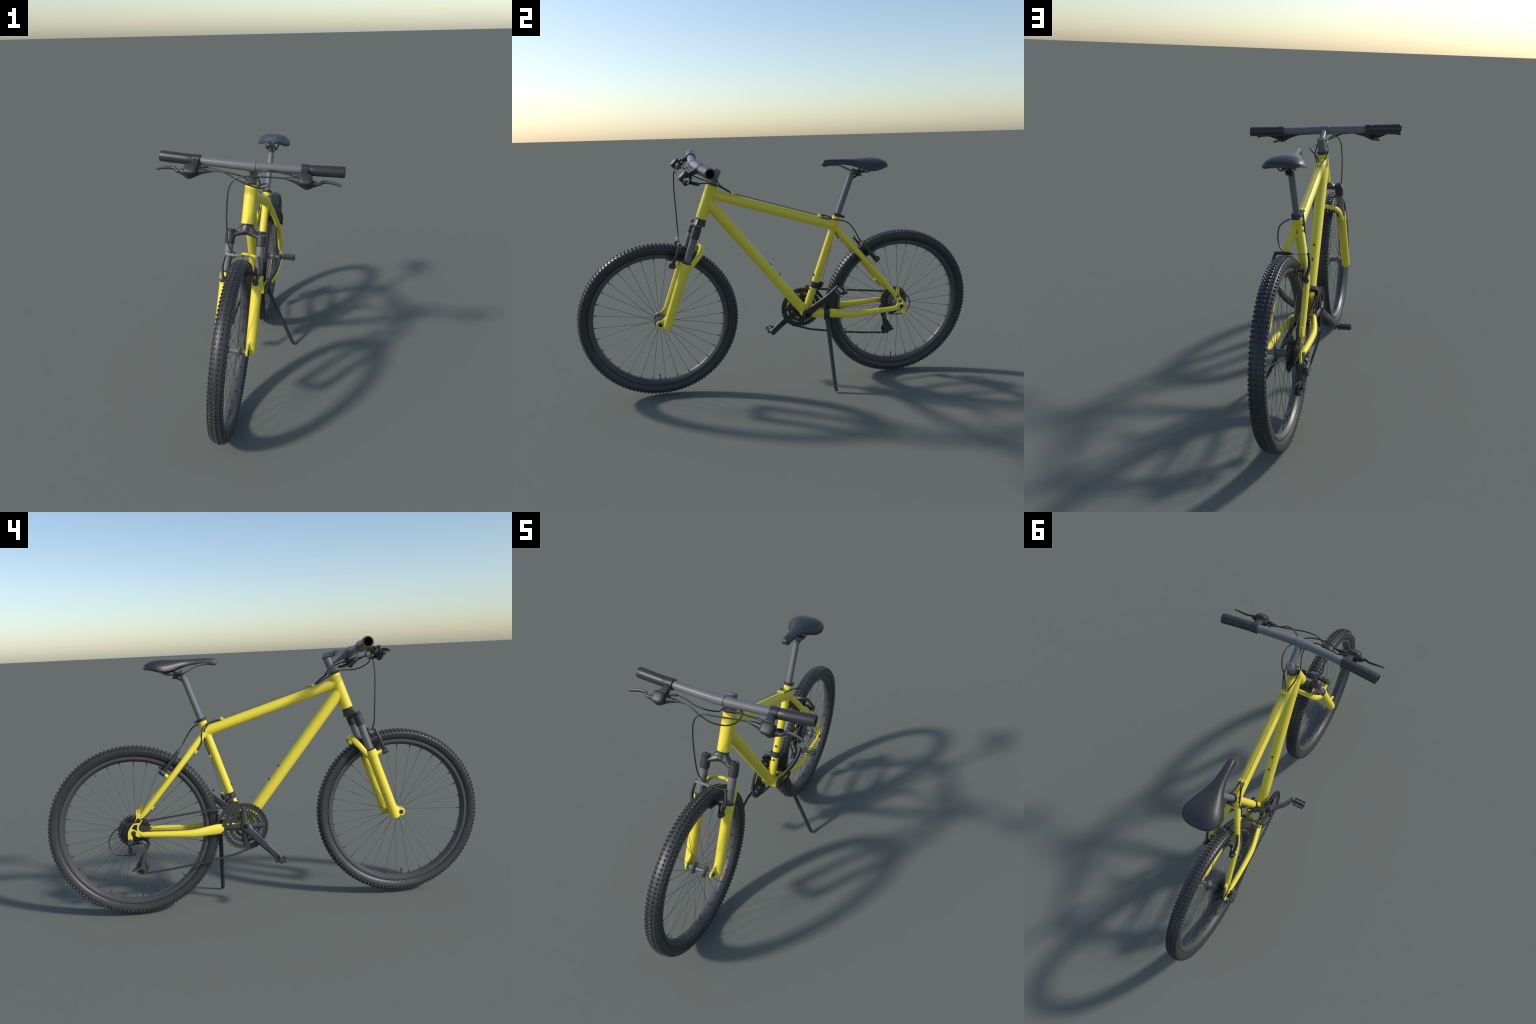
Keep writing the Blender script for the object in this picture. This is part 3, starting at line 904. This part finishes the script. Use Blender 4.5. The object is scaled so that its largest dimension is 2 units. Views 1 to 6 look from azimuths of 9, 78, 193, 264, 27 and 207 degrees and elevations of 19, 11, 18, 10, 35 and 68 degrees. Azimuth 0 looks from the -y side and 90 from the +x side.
for s in (1, -1):
    b, r = (0.0570, 0.0150) if s > 0 else (0.0693, 0.0148)
    m = M()
    lathe(m, [(r + 0.0030, b - 0.004), (r + 0.0028, b + 0.0006), (r, b + 0.0012), (r - 0.0025, b + 0.0004), (r - 0.0028, b - 0.004)], (0, 0, 0), (s, 0, 0), 32)
    m.f = m.f[:-2]
    part("crank_cap", m, DARK, ck)
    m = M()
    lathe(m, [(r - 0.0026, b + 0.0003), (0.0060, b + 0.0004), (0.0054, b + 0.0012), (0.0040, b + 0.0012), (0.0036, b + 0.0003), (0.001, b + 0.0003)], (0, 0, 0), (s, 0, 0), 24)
    part("painted_recess_shade", m, HOLE_M, ck)  # black disc on the flat hub face, drawn as the dark of a recess

for s in (1, -1):
    d = CA * s * 0.2035
    pd = empty("pedal", root, (s * 0.1000, BB[0] + d[1], BB[1] + d[2] - BASE_Z))
    m = M()
    lathe(m, [(0.0062, -0.008), (0.0062, 0.012), (0.0100, 0.0125), (0.0100, 0.018), (0.0100, 0.019), (0.0100, 0.070), (0.0118, 0.071), (0.0118, 0.077), (0.0105, 0.0795), (0.0030, 0.0805)], (0, 0, 0), (s, 0, 0), 28)
    part("pedal_body", m, DARK, pd)
    m = M()
    tilt = 0.10
    cy, cz = math.cos(tilt), math.sin(tilt)
    for sy in (1, -1):
        for sz in (1, -1):
            c = np.array((0, sy * 0.0195 * cy, sy * 0.0195 * cz + sz * 0.0060))
            rod(m, c + (s * 0.016, 0, 0), c + (s * 0.076, 0, 0), 0.0022, 10)
            for px in (0.022, 0.047, 0.070):
                q = c + (s * px, 0, 0)
                rod(m, q, q + np.array((0, sy * 0.0035, sz * 0.0052)), 0.0020, 8)
        for px in (0.018, 0.074):
            c = np.array((s * px, sy * 0.0150 * cy, sy * 0.0150 * cz))
            box(m, c, (0.005, 0.012, 0.012), None, 0.0012)
    part("pedal_cage", m, BLACK, pd)

# =================================================================== CHAIN ====
CHX = -0.0550
def arc(cy, cz, r, a0, a1, n=24):
    return [(cy + r * math.cos(a), cz + r * math.sin(a)) for a in np.linspace(a0, a1, n)]
RC = (BB[0], BB[1]); RR = 0.1035
CC = (REAR_Y, 0.0); CR = 0.0385
P1 = (0.5760, -0.0590); P2 = (0.5890, -0.1670); PR = 0.0235; PR2 = 0.0265
def rad(deg): return math.radians(deg)
path = []
path += arc(*RC, RR, rad(-99), rad(-276), 40)             # round the big ring, front side
path += arc(*CC, CR, rad(83), rad(-60), 18)               # over the sprocket
path += [(0.612, -0.050)]
path += arc(P1[0], P1[1], PR, rad(75), rad(205), 10)
path += arc(*P2, PR2, rad(28), rad(-100), 12)
path += [(0.46, -0.183), (0.34, -0.1675), (0.24, -0.152), (0.165, -0.138)]
pts = np.array(path)
loop = np.vstack([pts, pts[:1]])
seg = np.linalg.norm(np.diff(loop, axis=0), axis=1)
cum = np.concatenate([[0], np.cumsum(seg)])
nl = int(round(cum[-1] / 0.0158 / 2)) * 2
ss = np.linspace(0, cum[-1], nl, endpoint=False)
cy_ = np.interp(ss, cum, loop[:, 0]); cz_ = np.interp(ss, cum, loop[:, 1])
m = M()
def chain_x(y):
    return np.interp(y, [0.12, 0.25, 0.55, 0.64], [CHX, CHX, -0.0510, -0.0510])
def link_outline(L, r, waist):
    o = []
    for t in np.linspace(-90, 90, 7):
        o.append((L / 2 + r * math.cos(rad(t)), r * math.sin(rad(t))))
    o.append((0, waist))
    for t in np.linspace(90, 270, 7):
        o.append((-L / 2 + r * math.cos(rad(t)), r * math.sin(rad(t))))
    o.append((0, -waist))
    return o
pitch = cum[-1] / nl
lo = link_outline(pitch, 0.0056, 0.0024)
for i in range(nl):
    a = np.array((chain_x(cy_[i]), cy_[i], cz_[i])); j = (i + 1) % nl
    b = np.array((chain_x(cy_[j]), cy_[j], cz_[j]))
    d = unit(b - a); c = (a + b) / 2
    n = unit(np.cross((1.0, 0, 0), d))
    w = 0.0042 if i % 2 else 0.0028
    for sx in (1, -1):
        k = len(lo)
        vs = []
        for t in (-0.0007, 0.0007):
            for p, q in lo:
                vs.append(c + d * p + n * q + np.array((sx * w + t, 0, 0)))
        fs = [tuple(range(k - 1, -1, -1)), tuple(range(k, 2 * k))] + [(q, (q + 1) % k, k + (q + 1) % k, k + q) for q in range(k)]
        m.add(vs, fs)
    rod(m, a + (-0.0052, 0, 0), a + (0.0052, 0, 0), 0.0036, 8)
ch = part("chain", m, CHAIN_M, root)
ch.location = UP
ch["kind"] = "stuff"

# ============================================================= DERAILLEURS ====
rd = empty("rear_derailleur", root, UP)
m = M()
lathe(m, [(0.0125, -0.060), (0.0125, -0.088), (0.0110, -0.0910), (0.0055, -0.0918), (0.0048, -0.0885), (0.001, -0.0885)], (0, 0.6305, -0.0385), (1, 0, 0), 28)
plate(m, rounded([(0.6440, -0.036), (0.6435, -0.070), (0.6420, -0.0990), (0.6320, -0.1020), (0.6100, -0.0985), (0.6110, -0.0930), (0.6270, -0.0880), (0.6290, -0.060), (0.6250, -0.042)], 3), [], 0.014,
      (-0.0750, 0, 0), (0, 1, 0), (0, 0, 1), 0.0015)
part("derailleur_bracket", m, GEAR_GREY, rd)
m = M()
bd = unit((0, -1, 0.06))
box(m, (-0.0900, 0.5985, -0.0660), (0.020, 0.058, 0.033), [np.array((1.0, 0, 0)), bd, np.cross((1, 0, 0), bd)], 0.004, 3)
box(m, (-0.0955, 0.5980, -0.0830), (0.018, 0.058, 0.006), [np.array((1.0, 0, 0)), bd, np.cross((1, 0, 0), bd)], 0.002, 2)
part("derailleur_body", m, GEAR_GREY, rd)
m = M()
# cage knuckle and outer arm, ending in an open hoop under the lower jockey wheel
sweep(m, spline([(-0.084, 0.590, -0.0435), (-0.085, 0.5775, -0.0425), (-0.084, 0.5665, -0.0530), (-0.081, 0.5660, -0.0680), (-0.077, 0.5710, -0.0900), (-0.073, 0.5785, -0.1150), (-0.071, 0.5830, -0.1350)], 5),
      np.stack([np.interp(np.linspace(0, 1, 31), [0, 0.3, 0.6, 1], [0.008, 0.007, 0.004, 0.0025]), np.interp(np.linspace(0, 1, 31), [0, 0.25, 0.5, 0.75, 1], [0.008, 0.0095, 0.0080, 0.0064, 0.0070])], 1), 18)
plate(m, rounded([(0.5880, -0.118), (0.5920, -0.1470), (0.6020, -0.1600), (0.6165, -0.1665), (0.6345, -0.1660), (0.6345, -0.1750), (0.6160, -0.1775), (0.6070, -0.1890), (0.5930, -0.1935),
                  (0.5800, -0.1915), (0.5725, -0.1810), (0.5730, -0.1620), (0.5770, -0.1420), (0.5745, -0.118)], 3),
      [rounded([(0.6100, -0.1740), (0.5990, -0.1705), (0.5835, -0.1680), (0.5795, -0.1770), (0.5840, -0.1865), (0.5945, -0.1880), (0.6050, -0.1832)], 3)],
      0.0050, (-0.0700, 0, 0), (0, 1, 0), (0, 0, 1), 0.0012)
rod(m, (-0.0690, 0.5885, -0.1635), (-0.0750, 0.5885, -0.1635), 0.0065, 16, bev=0.001)
part("derailleur_cage", m, GEAR_GREY, rd)
m = M()
plate(m, rounded([(0.566, -0.050), (0.580, -0.050), (0.582, -0.080), (0.590, -0.130), (0.604, -0.162), (0.628, -0.168), (0.628, -0.178), (0.606, -0.182), (0.592, -0.192), (0.574, -0.183), (0.570, -0.160), (0.574, -0.115), (0.565, -0.075)], 3), [], 0.003,
      (-0.0420, 0, 0), (0, 1, 0), (0, 0, 1), 0.0005)
part("derailleur_cage", m, DARK, rd)
for c, r, t in ((P1, 0.0260, 11), (P2, 0.0315, 15)):
    m = M()
    plate(m, gear_outline(c[0], c[1], t, r - 0.0060, r), [circle(c[0], c[1], 0.0045, 14)] + [circle(c[0] + 0.0125 * math.cos(k * 1.2566), c[1] + 0.0125 * math.sin(k * 1.2566), 0.0035, 8) for k in range(5)], 0.0042,
          (-0.0515, 0, 0), (0, 1, 0), (0, 0, 1), 0.0005)
    rod(m, (-0.068, *c), (-0.042, *c), 0.0045, 14)
    part("jockey_wheel", m, BLACK, rd)

fd = empty("front_derailleur", root, UP)
m = M()
c = ST0 + sdir * ((0.1255 - ST0[2]) / sdir[2])
lathe(m, [(0.0190, -0.0152), (0.0208, -0.0150), (0.0216, -0.0140), (0.0216, 0.0140), (0.0208, 0.0150), (0.0190, 0.0152)], c, sdir, 36)
part("band_clamp", m, BLACK, fd)
m = M()
sb2 = -sn
box(m, c + sb2 * 0.022 + np.array((-0.012, 0, -0.004)), (0.034, 0.024, 0.034), [np.array((1.0, 0, 0)), sb2, sdir], 0.003, 2)
rod(m, (-0.001, 0.1975, 0.1110), (0.001, 0.2065, 0.1370), 0.0118, 20, bev=0.0018)
fx = unit((1, 0, 0.16))
box(m, c + sb2 * 0.008 + np.array((-0.039, 0, -0.014)), (0.042, 0.028, 0.017), [fx, sb2, np.cross(fx, sb2)], 0.003, 2)
part("derailleur_body", m, DARK, fd)
m = M()
rod(m, (0.001, 0.2070, 0.1370), (0.001, 0.2080, 0.1425), 0.0058, 14, bev=0.001)
part("cable_anchor", m, YELLOW, fd)
fout = [tuple(p) for p in spline([(0.1380, 0.1020), (0.1600, 0.1035), (0.1800, 0.0960), (0.1980, 0.0810), (0.2200, 0.0520), (0.2420, 0.0180)], 4)]
fout += [tuple(p) for p in spline([(0.2365, 0.0150), (0.2160, 0.0360), (0.1950, 0.0570), (0.1700, 0.0760), (0.1380, 0.0860)], 4)]
for x in (-0.0615, -0.0470):
    m = M()
    plate(m, fout, [], 0.0022, (x, 0, 0), (0, 1, 0), (0, 0, 1), 0.0004)
    if x < -0.055:
        box(m, (-0.0543, 0.1600, 0.1020), (0.017, 0.022, 0.003), None, 0.001)
        box(m, (-0.0543, 0.2385, 0.0210), (0.017, 0.006, 0.004), None, 0.001)
    part("derailleur_cage", m, DARK, fd)

# ================================================================== BRAKES ====
def v_brake(piv, arm_top, fwd, upv, s_noodle, pad_dir):
    """piv, arm_top: left-hand points; fwd: boss axis; upv: along the arm"""
    br = empty("brake", root, UP)
    piv, arm_top = np.array(piv), np.array(arm_top)
    for s in (1, -1):
        F = (lambda p: np.array((p[0] * s, p[1], p[2])))
        p = F(piv)
        t = F(arm_top)
        m = M()
        rod(m, p - fwd * 0.014, p + fwd * 0.014, 0.0122, 24, bev=0.0022)
        rod(m, p + fwd * 0.013, p + fwd * 0.017, 0.0075, 18, bev=0.001)
        mid = (p + t) / 2 + np.array((s * 0.0085, 0, 0))
        P = spline([p + fwd * 0.002, p * 0.75 + t * 0.25 + np.array((s * 0.0050, 0, 0)), mid, p * 0.25 + t * 0.75 + np.array((s * 0.0060, 0, 0)), t + upv * 0.004], 5)
        tt = np.linspace(0, 1, len(P))
        sweep(m, P, np.stack([np.interp(tt, [0, 0.4, 1], [0.0075, 0.0064, 0.0058]), np.interp(tt, [0, 0.3, 0.9, 1], [0.0085, 0.0070, 0.0062, 0.0048])], 1), 16, power=2.8)
        rod(m, t - fwd * 0.008, t + fwd * 0.008, 0.0058, 14, bev=0.001)
        part("brake_arm", m, DARK, br)
        m = M()                                          # parallel link that carries the pad
        q0 = p + np.array((-s * 0.013, 0, 0)) - fwd * 0.004
        q1 = q0 + upv * 0.040 + np.array((-s * 0.002, 0, 0)) - fwd * 0.001
        sweep(m, [q0, (q0 + q1) / 2, q1], [[0.0035, 0.0070], [0.0032, 0.0058], [0.0032, 0.0075]], 14, power=2.6)
        lathe(m, [(0.0078, -0.0075), (0.0084, -0.006), (0.0084, 0.004), (0.0070, 0.006)], q1, (s, 0, 0), 20)
        pc = np.array((s * 0.0290, 0, 0)) + np.array((0, q1[1], q1[2]))
        rod(m, q1, pc, 0.0042, 12)
        part("brake_link", m, BLACK, br)
        m = M()
        pdv = np.array(pad_dir)
        wheel_c = np.array((0, FRONT_Y if piv[1] < 0 else REAR_Y, 0))
        P = []
        for k in np.linspace(-0.034, 0.034, 9):
            rv = unit(np.array((0, pc[1] - wheel_c[1], pc[2])))
            tv = np.cross((1, 0, 0), rv)
            dirv = rv * math.cos(k / 0.3265) + tv * math.sin(k / 0.3265)
            P.append(wheel_c + dirv * 0.3265 + np.array((s * 0.0285, 0, 0)))
        sweep(m, P, np.array([[0.0046 * f, 0.0072 * f] for f in (0.75, 0.95, 1, 1, 1, 1, 1, 0.95, 0.75)]), 14, power=3.5)
        part("brake_pad", m, BLACK, br)
    a = np.array((s_noodle * arm_top[0], arm_top[1], arm_top[2]))
    m = M()
    e = np.array((s_noodle * -0.001 if s_noodle < 0 else 0.003, a[1], a[2]))
    c = (a + e) / 2
    box(m, c + fwd * 0.004, (abs(a[0] - e[0]), 0.015, 0.0105), [np.array((1.0, 0, 0)), fwd, np.cross((1, 0, 0), fwd)], 0.0018)
    part("noodle_bracket", m, SILVER if s_noodle < 0 else DARK, br)
    m = M()
    rod(m, e, e + np.array((-s_noodle * 0.008, 0, 0)), 0.0045, 12, bev=0.0008)
    other = np.array((-s_noodle * arm_top[0], arm_top[1], arm_top[2]))
    rod(m, e, other + np.array((-s_noodle * 0.008, 0, 0)), 0.0011, 8)
    P = spline([other + np.array((-s_noodle * 0.006, 0, 0)), other + np.array((-s_noodle * 0.018, 0, -0.012)), other + np.array((-s_noodle * 0.016, 0.003, -0.028))], 5)
    sweep(m, P, 0.0009, 8)
    part("brake_wire", m, WIRE_M, br)
    return br

v_brake((0.0700, -0.5445, 0.2880), (0.0690, -0.5055, 0.3880), SF, SD, -1, SF)
RB_UP = unit((0, -0.655, 0.756)); RB_F = unit((0, 0.756, 0.655))
v_brake((0.0700, 0.4690, 0.2575), (0.0695, 0.3960, 0.3420), RB_F, RB_UP, 1, RB_F)
m = M()
for s in (1, -1):
    rod(m, (s * 0.0685, 0.4480, 0.2375), np.array((s * 0.0700, 0.4690, 0.2575)) - RB_F * 0.012, 0.0088, 18)
part("brake_boss", m, YELLOW, fr)

# ================================================================== CABLES ====
cab = empty("cables", root, UP)
def cable(pts, r=0.0031, mat=CABLE_M, name="cable_housing"):
    m = M()
    sweep(m, spline(pts, 8), r, 10)
    part(name, m, mat, cab)
# front brake: left lever across to the right-hand noodle
cable([(0.150, -0.4780, 0.7265), (0.110, -0.4840, 0.7275), (0.060, -0.4960, 0.7275), (0.010, -0.5060, 0.7270), (-0.030, -0.5085, 0.7225), (-0.055, -0.5110, 0.7030), (-0.0690, -0.5120, 0.6700),
       (-0.0730, -0.5120, 0.6200), (-0.0730, -0.5090, 0.5600), (-0.0700, -0.5060, 0.5000), (-0.0650, -0.5045, 0.4500), (-0.0560, -0.5035, 0.4200), (-0.0420, -0.5030, 0.4030), (-0.0280, -0.5030, 0.3930)])
# rear brake: right lever, loop in front of the head tube, left round it to the top tube
cable([(-0.150, -0.4780, 0.7270), (-0.112, -0.4890, 0.7325), (-0.078, -0.4960, 0.7255), (-0.043, -0.5025, 0.7105), (0.003, -0.5010, 0.6925), (0.043, -0.4770, 0.6775), (0.0660, -0.4480, 0.6715), (0.0760, -0.4130, 0.6725),
       (0.0690, -0.3650, 0.6700), (0.0517, -0.3290, 0.6610), (0.0327, -0.3080, 0.6490), (0.0110, -0.2760, 0.6285), (0.0015, -0.2520, 0.6135)])
# left shifter
cable([(0.175, -0.4600, 0.7390), (0.126, -0.4690, 0.7470), (0.0880, -0.4800, 0.7545), (0.0540, -0.4740, 0.7450), (0.0280, -0.4540, 0.7285), (0.0170, -0.4150, 0.7150), (0.0210, -0.3650, 0.6980), (0.0255, -0.3250, 0.6790), (0.0310, -0.3030, 0.6500),
       (0.0190, -0.2690, 0.6265), (0.0125, -0.2520, 0.6115)])
# right shifter
cable([(-0.175, -0.4500, 0.7370), (-0.129, -0.4570, 0.7320), (-0.0886, -0.4700, 0.7277), (-0.0400, -0.4680, 0.7200), (-0.0150, -0.4430, 0.7060), (-0.0110, -0.4070, 0.6870), (-0.0270, -0.3650, 0.6680), (-0.0310, -0.3350, 0.6560), (-0.0275, -0.3000, 0.6370),
       (-0.0185, -0.2700, 0.6200), (-0.0125, -0.2520, 0.6105)])
# bare wires along the top tube
for x, hh in ((0.0120, 0.0265), (0.0, 0.0300), (-0.0120, 0.0265)):
    cable([tt_point(-0.2465, hh) + np.array((x, 0, 0)), tt_point(-0.03, hh) + np.array((x, 0, 0)), tt_point(0.1815, hh) + np.array((x, 0, 0))], 0.0010, WIRE_M, "bare_wire")
# tails
cable([tuple(tt_point(0.186, 0.0265) + np.array((0.012, 0, 0))), (0.0130, 0.215, 0.4680), (0.0190, 0.249, 0.4620), (0.0380, 0.290, 0.4585), (0.0560, 0.314, 0.4510), (0.0670, 0.333, 0.4330), (0.0670, 0.357, 0.3980), (0.0560, 0.376, 0.3680), (0.0380, 0.3910, 0.3490), (0.024, 0.395, 0.3445)])
cable([tuple(tt_point(0.186, 0.0300)), (-0.006, 0.212, 0.4800), (-0.0180, 0.245, 0.4640), (-0.0230, 0.267, 0.4380), (-0.0245, 0.2735, 0.4110), (-0.0220, 0.2690, 0.3660), (-0.0120, 0.2560, 0.3280), (-0.0060, 0.2530, 0.3180)])
cable([tuple(tt_point(0.186, 0.0265) + np.array((-0.012, 0, 0))), (-0.0160, 0.225, 0.4740), (-0.0260, 0.258, 0.4610), (-0.0310, 0.279, 0.4390), (-0.0330, 0.2845, 0.4120), (-0.0370, 0.2890, 0.3760), (-0.0410, 0.3060, 0.3470), (-0.0400, 0.3110, 0.3430)])
cable([(-0.004, 0.2510, 0.312), (0.001, 0.2310, 0.235), (0.001, 0.2080, 0.1420)], 0.0011, WIRE_M, "bare_wire")
cable([(-0.0400, 0.3160, 0.3360), (-0.0540, 0.4200, 0.2230), (-0.0675, 0.5220, 0.1080)], 0.0011, WIRE_M, "bare_wire")
cable([(-0.0675, 0.5280, 0.1010), (-0.0700, 0.5400, 0.0870), (-0.0790, 0.5630, 0.0650), (-0.0850, 0.6000, 0.0515), (-0.0800, 0.6550, 0.0355), (-0.0700, 0.7020, 0.0095), (-0.0640, 0.7255, -0.0310), (-0.0650, 0.7185, -0.0690), (-0.0660, 0.6940, -0.0945), (-0.0660, 0.6430, -0.1020)], 0.0029)

# =============================================================== KICKSTAND ====
ks = empty("kickstand", root, UP)
m = M()
P = [(0.0440, 0.2080, -0.0165), (0.0450, 0.2120, -0.0165), (0.0510, 0.2310, -0.0175), (0.0520, 0.2350, -0.0175)]
sweep(m, P, [[0.0135, 0.0240], [0.0155, 0.0262], [0.0155, 0.0262], [0.0135, 0.0240]], 24)
box(m, (0.0455, 0.2215, -0.0430), (0.022, 0.024, 0.020), None, 0.004, 3)
part("stand_clamp", m, BLACK, ks)
m = M()
P = spline([(0.0440, 0.2240, -0.0400), (0.0580, 0.2260, -0.0680), (0.0760, 0.2255, -0.1030), (0.1300, 0.2245, -0.2060), (0.1930, 0.2240, -0.3250), (0.2060, 0.2240, -0.3490), (0.2115, 0.2245, -0.3570), (0.2200, 0.2255, -0.3640)], 5)
sweep(m, P, np.interp(np.linspace(0, 1, len(P)), [0, 0.15, 0.4, 1], [0.0125, 0.0112, 0.0100, 0.0088]), 20)
part("stand_leg", m, BLACK, ks)
